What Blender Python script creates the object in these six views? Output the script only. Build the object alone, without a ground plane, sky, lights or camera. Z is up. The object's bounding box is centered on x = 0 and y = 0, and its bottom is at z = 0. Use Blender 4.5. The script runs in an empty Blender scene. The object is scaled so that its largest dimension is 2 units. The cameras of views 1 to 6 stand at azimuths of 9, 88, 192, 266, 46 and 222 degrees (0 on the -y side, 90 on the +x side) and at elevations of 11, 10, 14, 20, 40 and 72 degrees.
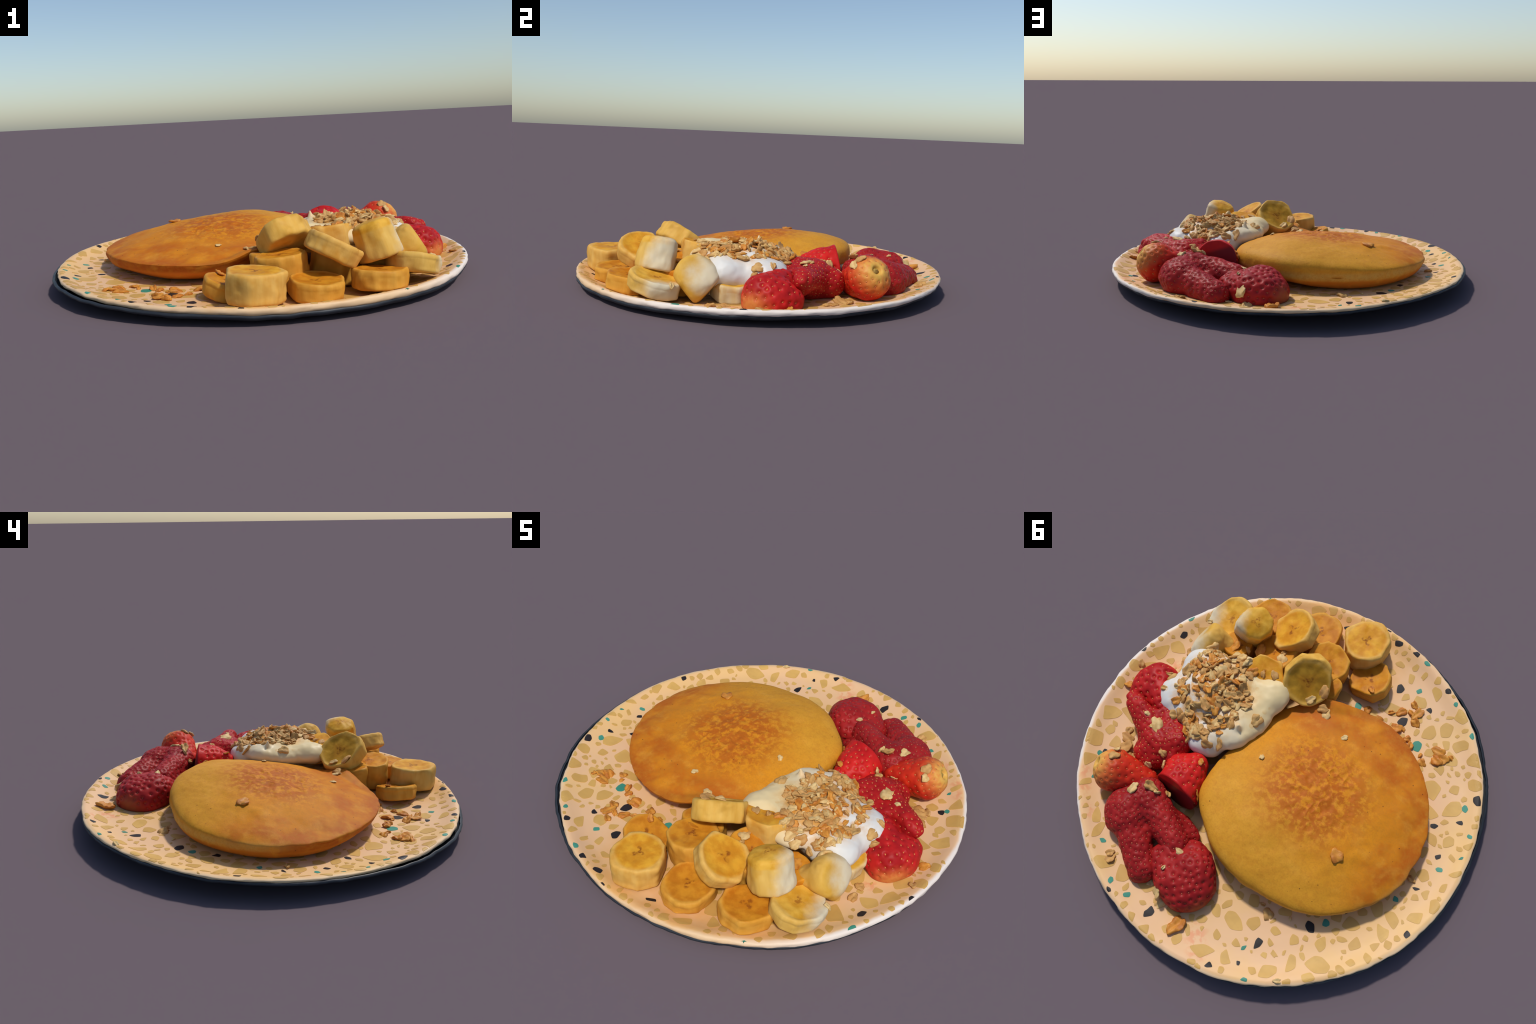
import bpy, math, random
import numpy as np
from mathutils import Vector, Matrix
from mathutils.bvhtree import BVHTree

rng = np.random.default_rng(11)
random.seed(11)
TAU = 2 * math.pi
SCN = bpy.context.scene.collection


# ------------------------------------------------------------------ noise
def _hash(ix, iy, iz, seed):
    h = (ix * 374761393 + iy * 668265263 + iz * 2147483647 + seed * 1274126177) & 0xFFFFFFFF
    h = ((h ^ (h >> 13)) * 1274126177) & 0xFFFFFFFF
    h = h ^ (h >> 16)
    return (h & 0xFFFF) / 32767.5 - 1.0


def noise(p, freq=1.0, seed=0):
    """smooth value noise, -1..1, on an (n,3) array"""
    q = np.asarray(p, float) * freq + 17.3
    i = np.floor(q).astype(np.int64)
    f = q - i
    f = f * f * f * (f * (f * 6 - 15) + 10)
    out = 0
    for dx in (0, 1):
        wx = f[:, 0] if dx else 1 - f[:, 0]
        for dy in (0, 1):
            wy = f[:, 1] if dy else 1 - f[:, 1]
            for dz in (0, 1):
                wz = f[:, 2] if dz else 1 - f[:, 2]
                out = out + wx * wy * wz * _hash(i[:, 0] + dx, i[:, 1] + dy, i[:, 2] + dz, seed)
    return out


def fbm(p, freq, seed=0, octaves=3, gain=0.5):
    s, a = 0, 1.0
    for o in range(octaves):
        s = s + a * noise(p, freq * 2 ** o, seed + o)
        a *= gain
    return s


def sstep(a, b, x):
    t = np.clip((x - a) / (b - a), 0, 1)
    return t * t * (3 - 2 * t)


# ------------------------------------------------------------------ mesh helpers
def mesh_from(name, verts, faces, smooth=True):
    me = bpy.data.meshes.new(name)
    me.from_pydata([tuple(v) for v in verts], [], [tuple(int(i) for i in f) for f in faces])
    if smooth:
        me.polygons.foreach_set("use_smooth", [True] * len(me.polygons))
    me.update()
    return me


def obj_from(name, me, mat=None, parent=None, matrix=None):
    ob = bpy.data.objects.new(name, me)
    SCN.objects.link(ob)
    if mat is not None and me is not None:
        if not me.materials:
            me.materials.append(mat)
    if matrix is not None:
        ob.matrix_world = matrix
    if parent is not None:
        ob.parent = parent
        ob.matrix_parent_inverse = parent.matrix_world.inverted()
    return ob


def empty(name, loc, label, category):
    ob = bpy.data.objects.new(name, None)
    SCN.objects.link(ob)
    ob.location = loc
    ob.matrix_world = Matrix.Translation(loc)
    ob.empty_display_size = 0.05
    ob["label"] = label
    ob["category"] = category
    return ob


def grid_faces(nr, nc, base=0):
    """quads between nr rings of nc vertices, closed round"""
    r = np.arange(nr - 1)[:, None] * nc
    c = np.arange(nc)[None, :]
    d = (c + 1) % nc
    return (np.stack([r + c, r + d, r + nc + d, r + nc + c], -1).reshape(-1, 4) + base)


def rings_mesh(name, rings, flip=False):
    """rings: (nr, nc, 3); the first and the last ring are closed with a fan"""
    nr, nc, _ = rings.shape
    v = rings.reshape(-1, 3)
    f = grid_faces(nr, nc).tolist()
    top = len(v)
    v = np.vstack([v, rings[0].mean(0), rings[-1].mean(0)])
    for i in range(nc):
        j = (i + 1) % nc
        f.append([top, j, i])
        b = (nr - 1) * nc
        f.append([top + 1, b + i, b + j])
    if flip:
        f = [q[::-1] for q in f]
    return mesh_from(name, v, f)


def interp(xs, pts):
    pts = np.asarray(pts, float)
    return np.interp(xs, pts[:, 0], pts[:, 1])


def smooth_interp(xs, pts):
    """Catmull-Rom style interpolation through control points"""
    pts = np.asarray(pts, float)
    x, y = pts[:, 0], pts[:, 1]
    m = np.gradient(y, x)
    xs = np.clip(xs, x[0], x[-1])
    k = np.clip(np.searchsorted(x, xs) - 1, 0, len(x) - 2)
    h = x[k + 1] - x[k]
    t = (xs - x[k]) / h
    return ((2 * t ** 3 - 3 * t ** 2 + 1) * y[k] + (t ** 3 - 2 * t ** 2 + t) * h * m[k]
            + (-2 * t ** 3 + 3 * t ** 2) * y[k + 1] + (t ** 3 - t ** 2) * h * m[k + 1])


def periodic(deg, pts):
    """smooth periodic function of an angle in degrees"""
    pts = sorted(pts)
    a = [(d - 360, v) for d, v in pts] + list(pts) + [(d + 360, v) for d, v in pts]
    return smooth_interp(np.mod(deg, 360), a)


def frame(z_axis, origin, roll=0.0):
    z = Vector(z_axis).normalized()
    ref = Vector((0, 0, 1)) if abs(z.z) < 0.9 else Vector((1, 0, 0))
    x = ref.cross(z).normalized()
    y = z.cross(x)
    m = Matrix((x, y, z)).transposed().to_4x4()
    return Matrix.Translation(origin) @ m @ Matrix.Rotation(roll, 4, 'Z')


# ------------------------------------------------------------------ node helpers
class Mat:
    def __init__(self, name, rough=0.5, coat=0.0, spec=0.25, sss=0.0, sss_col=None):
        self.m = bpy.data.materials.new(name)
        self.m.use_nodes = True
        self.t = self.m.node_tree
        self.t.nodes.clear()
        self.out = self.t.nodes.new("ShaderNodeOutputMaterial")
        self.b = self.t.nodes.new("ShaderNodeBsdfPrincipled")
        self.t.links.new(self.b.outputs[0], self.out.inputs[0])
        self.b.inputs["Roughness"].default_value = rough
        self.b.inputs["Specular IOR Level"].default_value = spec
        self.b.inputs["Coat Weight"].default_value = coat
        self.b.inputs["Coat Roughness"].default_value = 0.25
        if sss:
            self.b.inputs["Subsurface Weight"].default_value = sss
            self.b.inputs["Subsurface Radius"].default_value = sss_col or (0.02, 0.01, 0.005)
            self.b.inputs["Subsurface Scale"].default_value = 1.0
        self.co = self.t.nodes.new("ShaderNodeTexCoord").outputs["Object"]

    def put(self, sock, val):
        if hasattr(val, "is_linked"):
            self.t.links.new(val, sock)
        else:
            if isinstance(val, (tuple, list)) and len(val) == 3 and sock.type == 'RGBA':
                val = (*val, 1)
            sock.default_value = val

    def noise(self, scale, detail=3, rough=0.55, vec=None, dist=0.0):
        n = self.t.nodes.new("ShaderNodeTexNoise")
        n.inputs["Scale"].default_value = scale
        n.inputs["Detail"].default_value = detail
        n.inputs["Roughness"].default_value = rough
        n.inputs["Distortion"].default_value = dist
        self.t.links.new(vec or self.co, n.inputs["Vector"])
        return n.outputs["Fac"]

    def voronoi(self, scale, feature='F1', out="Distance", vec=None, rand=1.0):
        n = self.t.nodes.new("ShaderNodeTexVoronoi")
        n.feature = feature
        n.inputs["Scale"].default_value = scale
        n.inputs["Randomness"].default_value = rand
        self.t.links.new(vec or self.co, n.inputs["Vector"])
        return n.outputs[out]

    def math(self, op, a, b=0.0, c=0.0, clamp=False):
        n = self.t.nodes.new("ShaderNodeMath")
        n.operation = op
        n.use_clamp = clamp
        self.put(n.inputs[0], a)
        self.put(n.inputs[1], b)
        self.put(n.inputs[2], c)
        return n.outputs[0]

    def rng(self, x, a, b, lo=0.0, hi=1.0, smooth=True):
        n = self.t.nodes.new("ShaderNodeMapRange")
        n.interpolation_type = 'SMOOTHSTEP' if smooth else 'LINEAR'
        self.put(n.inputs[0], x)
        for i, v in enumerate((a, b, lo, hi)):
            n.inputs[i + 1].default_value = v
        return n.outputs[0]

    def mix(self, fac, a, b, mode='MIX'):
        n = self.t.nodes.new("ShaderNodeMix")
        n.data_type = 'RGBA'
        n.blend_type = mode
        self.put(n.inputs["Factor"], fac)
        self.put(n.inputs[6], a)
        self.put(n.inputs[7], b)
        return n.outputs[2]

    def sep(self, vec=None):
        n = self.t.nodes.new("ShaderNodeSeparateXYZ")
        self.t.links.new(vec or self.co, n.inputs[0])
        return n.outputs

    def mapping(self, scale=(1, 1, 1), loc=(0, 0, 0), vec=None):
        n = self.t.nodes.new("ShaderNodeMapping")
        n.inputs["Scale"].default_value = scale
        n.inputs["Location"].default_value = loc
        self.t.links.new(vec or self.co, n.inputs[0])
        return n.outputs[0]

    def dist(self, point, vec=None):
        n = self.t.nodes.new("ShaderNodeVectorMath")
        n.operation = 'DISTANCE'
        self.t.links.new(vec or self.co, n.inputs[0])
        n.inputs[1].default_value = point
        return n.outputs["Value"]

    def warp(self, scale, amount):
        """object coordinates shifted by colour noise"""
        n = self.t.nodes.new("ShaderNodeTexNoise")
        n.inputs["Scale"].default_value = scale
        self.t.links.new(self.co, n.inputs["Vector"])
        v = self.t.nodes.new("ShaderNodeVectorMath")
        v.operation = 'SUBTRACT'
        self.t.links.new(n.outputs["Color"], v.inputs[0])
        v.inputs[1].default_value = (0.5, 0.5, 0.5)
        s = self.t.nodes.new("ShaderNodeVectorMath")
        s.operation = 'SCALE'
        self.t.links.new(v.outputs[0], s.inputs[0])
        s.inputs["Scale"].default_value = amount
        a = self.t.nodes.new("ShaderNodeVectorMath")
        a.operation = 'ADD'
        self.t.links.new(self.co, a.inputs[0])
        self.t.links.new(s.outputs[0], a.inputs[1])
        return a.outputs[0]

    def rand(self):
        return self.t.nodes.new("ShaderNodeObjectInfo").outputs["Random"]

    def bump(self, height, strength=0.3, distance=0.004):
        n = self.t.nodes.new("ShaderNodeBump")
        n.inputs["Strength"].default_value = strength
        n.inputs["Distance"].default_value = distance
        self.put(n.inputs["Height"], height)
        self.t.links.new(n.outputs[0], self.b.inputs["Normal"])

    def color(self, c):
        self.put(self.b.inputs["Base Color"], c)
        return self.m


def srgb(r, g, b):
    return tuple(((c / 255) / 12.92 if c / 255 <= 0.04045 else ((c / 255 + 0.055) / 1.055) ** 2.4) for c in (r, g, b))


# ================================================================== MATERIALS
def mat_glaze():
    m = Mat("cream_glaze", rough=0.5, coat=0.0)
    n1 = m.noise(2.3, 3)
    c = m.mix(m.rng(n1, 0.35, 0.68), srgb(226, 182, 138), srgb(228, 184, 120))
    # syrup film that ran out under the bananas
    d = m.dist((0.28, -0.72, 0.05))
    c = m.mix(m.math('MULTIPLY', m.rng(d, 0.25, 0.65, 0.85, 0.0), m.rng(m.noise(7, 4), 0.3, 0.7)), c, srgb(222, 166, 96))
    # fruit juice stains
    for p, r in (((0.70, 0.67, .07), .07), ((0.75, 0.60, .07), .05), ((0.80, -0.12, .05), .05),
                 ((-0.19, 0.83, .07), .08), ((-0.25, 0.88, .08), .07), ((0.60, 0.74, .07), .06)):
        k = m.math('MULTIPLY', m.rng(m.dist(p), r * 0.2, r, 0.55, 0), m.rng(m.noise(30, 3), 0.42, 0.6))
        c = m.mix(k, c, srgb(222, 128, 84))
    x, y, z = m.sep()
    rr = m.math('SQRT', m.math('ADD', m.math('MULTIPLY', x, x), m.math('MULTIPLY', y, y)))
    rim = m.rng(m.math('ADD', rr, m.math('MULTIPLY', m.noise(9, 3), 0.03)), 0.985, 1.004, 0, 0.8)
    lip = m.mix(m.rng(m.math('ADD', x, m.math('MULTIPLY', y, 0.3)), 0.35, 0.85), srgb(228, 196, 156), srgb(228, 222, 216))  # brightness of the sunlit +x rim put into the colour
    c = m.mix(rim, c, lip)
    m.bump(m.noise(60, 3), 0.08, 0.003)
    return m.color(c)


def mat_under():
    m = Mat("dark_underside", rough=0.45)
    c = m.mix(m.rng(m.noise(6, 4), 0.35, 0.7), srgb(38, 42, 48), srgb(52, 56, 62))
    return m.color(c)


def mat_chip(name, a, b, rough=0.35):
    m = Mat(name, rough=0.5, coat=0.0)
    r = m.rand()
    c = m.mix(r, a, b)
    c = m.mix(m.rng(m.noise(14, 3), 0.35, 0.7, 0, 0.35), c, tuple(v * 0.78 for v in a))
    return m.color(c)


def mat_pancake():
    m = Mat("griddled_batter", rough=0.6, spec=0.12)
    wv = m.warp(5, 0.16)
    x, y, z = m.sep()
    gold = srgb(214, 138, 28)
    pale = srgb(206, 144, 42)
    brown = srgb(182, 94, 20)
    deep = srgb(160, 78, 22)
    # pale sponge on the +y side, richer gold on the -y side
    side = m.rng(m.math('ADD', m.math('MULTIPLY', x, 0.35), m.math('ADD', y, m.math('MULTIPLY', m.noise(5, 3), 0.25))), 0.0, 0.42)
    c = m.mix(side, gold, pale)
    # browned arcs towards the -x and -y edges
    d2 = m.dist((-0.17, 0.09, 0.2), wv)
    ring = m.math('MULTIPLY', m.rng(d2, 0.34, 0.46), m.rng(m.math('ADD', m.math('MULTIPLY', x, 0.6), y), 0.05, -0.3, 0, 1))
    ring = m.math('MULTIPLY', ring, m.rng(m.noise(7, 3), 0.36, 0.6, 0.35, 1.0))
    c = m.mix(ring, c, brown)
    d3 = m.dist((0.02, -0.33, 0.2), wv)
    c = m.mix(m.rng(d3, 0.06, 0.2, 0.7, 0), c, srgb(186, 98, 26))
    # lower crust: orange brown under the edge crease
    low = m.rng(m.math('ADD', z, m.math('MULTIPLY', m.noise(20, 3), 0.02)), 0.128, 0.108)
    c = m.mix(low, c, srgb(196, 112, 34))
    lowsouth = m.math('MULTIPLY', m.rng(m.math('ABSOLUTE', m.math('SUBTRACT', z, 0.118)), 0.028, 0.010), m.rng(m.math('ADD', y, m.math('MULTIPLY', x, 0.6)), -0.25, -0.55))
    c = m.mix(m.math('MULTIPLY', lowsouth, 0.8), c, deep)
    band = m.math('MULTIPLY', m.rng(m.math('ABSOLUTE', m.math('SUBTRACT', z, 0.128)), 0.03, 0.008), m.rng(m.math('SUBTRACT', y, m.math('MULTIPLY', x, 0.3)), 0.1, 0.4))
    c = m.mix(m.math('MULTIPLY', band, 0.6), c, srgb(190, 158, 88))
    c = m.mix(m.rng(m.noise(34, 4, 0.7), 0.42, 0.66, 0, 0.38), c, srgb(188, 118, 34))
    c = m.mix(m.rng(m.noise(11, 4, 0.6), 0.5, 0.7, 0, 0.35), c, srgb(222, 160, 58))
    # browned griddle face, mottled like leather in the middle
    d = m.dist((-0.21, -0.02, 0.24), wv)
    face = m.rng(d, 0.13, 0.38, 1, 0)
    mott = m.rng(m.math('ADD', m.math('MULTIPLY', m.noise(38, 4, 0.65, dist=0.25), 0.65), m.math('MULTIPLY', m.noise(12, 3), 0.35)), 0.38, 0.58)
    c = m.mix(m.math('MULTIPLY', face, m.rng(mott, 0, 1, 0.18, 0.95)), c, srgb(176, 90, 22))
    # fine crumb and pores
    c = m.mix(m.rng(m.noise(120, 3), 0.45, 0.7, 0, 0.3), c, srgb(176, 116, 36))
    pores = m.math('MULTIPLY', m.rng(m.voronoi(24), 0.085, 0.06), m.rng(m.noise(9, 2), 0.5, 0.58))
    c = m.mix(m.math('MULTIPLY', pores, 0.75), c, srgb(92, 50, 24))
    m.bump(m.math('ADD', m.math('MULTIPLY', m.noise(150, 3), 0.5), m.noise(40, 4)), 0.25, 0.004)
    return m.color(c)


def mat_banana(name, face_a, face_b, side_a, side_b, core=0.9, clean=None):
    """local frame: z is the slice's axis, the core runs along it"""
    m = Mat(name, rough=0.5, coat=0.0, spec=0.1, sss=0.05, sss_col=(0.03, 0.018, 0.006))
    x, y, z = m.sep()
    wv = m.warp(14, 0.03)
    xw, yw, zw = m.sep(wv)
    r = m.math('SQRT', m.math('ADD', m.math('MULTIPLY', xw, xw), m.math('MULTIPLY', yw, yw)))
    r0 = m.math('SQRT', m.math('ADD', m.math('MULTIPLY', x, x), m.math('MULTIPLY', y, y)))
    rnd = m.rand()
    off = m.t.nodes.new("ShaderNodeVectorMath")
    off.operation = 'SCALE'
    m.t.links.new(m.co, off.inputs[0])
    off.inputs["Scale"].default_value = 1.0
    shift = m.t.nodes.new("ShaderNodeVectorMath")
    shift.operation = 'ADD'
    cmb = m.t.nodes.new("ShaderNodeCombineXYZ")
    m.put(cmb.inputs[0], m.math('MULTIPLY', rnd, 9.0))
    m.t.links.new(m.co, shift.inputs[0])
    m.t.links.new(cmb.outputs[0], shift.inputs[1])
    vec = shift.outputs[0]
    face = m.mix(m.rng(m.noise(16, 4, vec=vec), 0.35, 0.66), face_a, face_b)
    # paler ring just inside the edge
    face = m.mix(m.rng(r, 0.085, 0.110, 0, 0.5), face, side_a)
    # three-lobed brown seed core
    ang = m.math('ARCTAN2', y, x)
    lobes = m.math('COSINE', m.math('ADD', m.math('MULTIPLY', ang, 3.0), m.math('MULTIPLY', rnd, 20)))
    rl = m.math('SUBTRACT', r, m.math('MULTIPLY', lobes, 0.010))
    halo = m.rng(rl, 0.03, 0.055, 1, 0)
    face = m.mix(m.math('MULTIPLY', halo, 0.35 * core), face, srgb(196, 122, 26))
    spot = m.math('MULTIPLY', m.rng(rl, 0.012, 0.028, 1, 0), m.rng(m.noise(60, 3, vec=vec), 0.42, 0.58))
    face = m.mix(m.math('MULTIPLY', spot, core), face, srgb(140, 76, 22))
    # side wall with faint lengthwise fibres
    fib = m.noise(30, 3, vec=m.mapping((1, 1, 0.15), vec=vec))
    side = m.mix(m.rng(fib, 0.25, 0.8, 0, 0.8), side_a, side_b)
    side = m.mix(m.rng(m.noise(9, 3, vec=vec), 0.5, 0.72, 0, 0.6), side, face_b)
    wall = m.math('MAXIMUM', m.rng(r0, 0.095, 0.108), m.rng(z, -0.022, -0.034))
    c = m.mix(wall, face, side)
    if clean is not None:       # the side that no syrup reached stays white
        dn = m.t.nodes.new("ShaderNodeVectorMath")
        dn.operation = 'DOT_PRODUCT'
        m.t.links.new(m.co, dn.inputs[0])
        dn.inputs[1].default_value = clean
        k = m.math('ADD', dn.outputs["Value"], m.math('MULTIPLY', m.math('SUBTRACT', m.noise(15, 4, vec=vec), 0.5), 0.10))
        c = m.mix(m.rng(k, 0.02, 0.11, 0, 0.85), c, srgb(212, 202, 176))
    m.bump(m.math('ADD', fib, m.noise(45, 3)), 0.25, 0.004)
    return m.color(c)


def mat_strawberry(name, red_a, red_b, shoulder, amount, reach, cut=None):
    """local z runs from the stem end (0) to the tip"""
    m = Mat(name, rough=0.45, coat=0.0, spec=0.14, sss=0.03, sss_col=(0.03, 0.006, 0.004))
    x, y, z = m.sep()
    n = m.noise(11, 4)
    c = m.mix(m.rng(n, 0.34, 0.66), red_a, red_b)
    streak = m.noise(55, 3, vec=m.mapping((1, 1, 0.25)))
    z = m.dist((0, 0, 0))
    k = m.rng(m.math('ADD', z, m.math('MULTIPLY', m.math('SUBTRACT', streak, 0.5), 0.12)), reach, reach * 0.15, 0, amount)
    mid = tuple(0.55 * a + 0.45 * b for a, b in zip(shoulder, red_a))
    c = m.mix(m.rng(m.math('ADD', z, m.math('MULTIPLY', m.math('SUBTRACT', n, 0.5), 0.08)), reach * 1.6, reach * 0.6, 0, amount), c, mid)
    c = m.mix(k, c, shoulder)
    if cut is not None:
        c = m.mix(m.rng(m.math('ADD', m.sep()[2], m.math('MULTIPLY', n, 0.004)), 0.016, 0.010), c, cut)
    m.bump(m.math('ADD', streak, m.noise(90, 2)), 0.2, 0.003)
    return m.color(c)


def mat_plain(name, a, b, scale=20, rough=0.5, coat=0.0, bump=0.2, rnd=0.0, sss=0.0):
    m = Mat(name, rough=rough, coat=coat, sss=sss, sss_col=(0.02, 0.015, 0.01))
    c = m.mix(m.rng(m.noise(scale, 4), 0.35, 0.68), a, b)
    if rnd:
        hue = m.mix(m.rand(), tuple(v * 0.72 for v in a), tuple(min(1, v * 1.12) for v in b))
        c = m.mix(rnd, c, hue)
    if bump:
        m.bump(m.noise(scale * 2.5, 4), bump, 0.004)
    return m.color(c)


def mat_yogurt():
    m = Mat("thick_yogurt", rough=0.45, coat=0.0, sss=0.06, sss_col=(0.03, 0.025, 0.02))
    x, y, z = m.sep()
    white = srgb(214, 211, 204)
    cream = srgb(226, 200, 146)
    # syrup-stained towards the pancake and the bananas (-x, -y)
    k = m.math('ADD', m.math('MULTIPLY', x, -0.9), m.math('MULTIPLY', y, -0.55))
    k = m.math('ADD', k, m.math('MULTIPLY', m.math('SUBTRACT', m.noise(6, 3), 0.5), 0.35))
    c = m.mix(m.rng(k, -0.55, -0.15, 0, 0.95), white, cream)
    # oat dust and syrup beneath the pile
    d = m.dist((0.47, -0.08, 0.25), m.warp(9, 0.1))
    c = m.mix(m.math('MULTIPLY', m.rng(d, 0.13, 0.26, 1, 0), m.rng(m.noise(18, 4), 0.36, 0.6)), c, srgb(214, 158, 80))
    sunk = m.math('MULTIPLY', m.rng(m.voronoi(19), 0.30, 0.22), m.rng(m.noise(8, 2), 0.46, 0.56))
    d4 = m.dist((0.45, -0.08, 0.24))
    c = m.mix(m.math('MULTIPLY', m.math('MULTIPLY', sunk, 0.55), m.rng(d4, 0.24, 0.30, 1, 0)), c, srgb(216, 172, 104))
    m.bump(m.noise(14, 3), 0.15, 0.006)
    return m.color(c)


GLAZE = mat_glaze()
UNDER = mat_under()
CHIP_TAN = mat_chip("tan_chip", srgb(200, 156, 84), srgb(212, 168, 92))
CHIP_BLACK = mat_chip("black_chip", srgb(46, 38, 36), srgb(36, 32, 32))
CHIP_TEAL = mat_chip("teal_chip", srgb(58, 132, 110), srgb(74, 146, 124))
PANCAKE = mat_pancake()
BAN_AMBER = mat_banana("syrup_banana", srgb(208, 140, 38), srgb(184, 112, 26), srgb(214, 156, 64), srgb(198, 136, 44))
BAN_GOLD = mat_banana("golden_banana", srgb(220, 160, 48), srgb(200, 132, 32), srgb(220, 174, 92), srgb(206, 152, 66))
BAN_PALE = mat_banana("pale_banana", srgb(214, 164, 60), srgb(194, 136, 32), srgb(214, 200, 164), srgb(204, 176, 116), core=0.7)
BAN_WHITE = mat_banana("white_banana", srgb(210, 164, 72), srgb(200, 150, 54), srgb(214, 170, 86), srgb(202, 150, 62), core=0.0, clean=(.75, 0, 1.5))
BAN_OLIVE = mat_banana("olive_banana", srgb(196, 146, 46), srgb(170, 122, 34), srgb(218, 172, 84), srgb(206, 152, 56))
BERRY_PALE = mat_strawberry("pale_shoulder_skin", srgb(206, 50, 26), srgb(178, 32, 24), srgb(214, 168, 80), 1.0, 0.085)
BERRY_SHOULDER = mat_strawberry("ripe_shoulder_skin", srgb(190, 34, 32), srgb(160, 24, 26), srgb(204, 128, 64), 1.0, 0.075)
BERRY_CRIMSON = mat_strawberry("crimson_skin", srgb(176, 32, 30), srgb(152, 22, 24), srgb(150, 26, 30), 0.5, 0.05)
BERRY_CUT = mat_strawberry("bright_red_skin_with_cut", srgb(204, 36, 30), srgb(180, 26, 26), srgb(176, 30, 28), 0.5, 0.03, cut=srgb(120, 26, 28))
BERRY_DULL = mat_strawberry("dark_red_skin", srgb(164, 36, 34), srgb(142, 26, 27), srgb(146, 74, 42), 0.85, 0.06)
SEED = mat_plain("seed_shell", srgb(208, 132, 74), srgb(180, 92, 52), 60, rough=0.5, bump=0)
SEED_DARK = mat_plain("dark_seed_shell", srgb(176, 92, 62), srgb(140, 58, 44), 60, rough=0.5, bump=0)
SCAR = mat_plain("stem_scar", srgb(176, 144, 70), srgb(126, 94, 44), 40, rough=0.6)
YOG = mat_yogurt()
OAT_A = mat_plain("toasted_oat", srgb(218, 174, 106), srgb(172, 118, 60), 45, rough=0.6, rnd=0.6, bump=0.35)
OAT_B = mat_plain("pale_oat", srgb(226, 196, 136), srgb(200, 156, 92), 45, rough=0.55, rnd=0.4, bump=0.35)
OAT_C = mat_plain("syrupy_oat", srgb(220, 152, 60), srgb(172, 98, 34), 45, rough=0.5, coat=0.0, rnd=0.4, bump=0.35)


# ================================================================== PLATE
TOP_PROFILE = [(0, .037), (.3, .037), (.6, .0375), (.70, .039), (.76, .0420), (.80, .0455), (.85, .050), (.88, .0555),
               (.90, .060), (.93, .071), (.955, .082), (.972, .0865), (.984, .0845), (1.05, .078)]


def tilt(x, y):
    return 0.016 * y - 0.007 * x


def rim_radius(th):
    p = np.stack([np.cos(th), np.sin(th), 0 * th], -1).reshape(-1, 3)
    n = 0.003 * noise(p, 9, 21) + 0.0015 * noise(p, 30, 22)
    return periodic(np.degrees(th), RIM_R) + n.reshape(np.shape(th))


def plate_z(x, y):
    r = np.hypot(x, y) * .984 / rim_radius(np.arctan2(y, x))
    p = np.stack([x, y, 0 * x], -1).reshape(-1, 3)
    w = noise(p, 5.0, 3).reshape(np.shape(x)) * 0.002 * sstep(.7, .95, r)
    return smooth_interp(r, TOP_PROFILE) + tilt(x, y) + w


RIM_R = [(0, .990), (40, .984), (72, .978), (105, .983), (124, .986), (142, .981), (165, .988), (180, .985), (200, .979), (230, .984), (270, .980), (310, .992)]
EDGE_DEPTH = [(0, .026), (50, .024), (90, .020), (150, .015), (200, .016), (240, .022), (280, .030), (320, .029)]
DARK_OUT = [(0, -.004), (40, -.006), (80, .000), (105, .006), (135, .014), (165, .014), (185, .018), (212, .030), (238, .030), (265, .010), (300, .004), (330, .000)]


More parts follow.
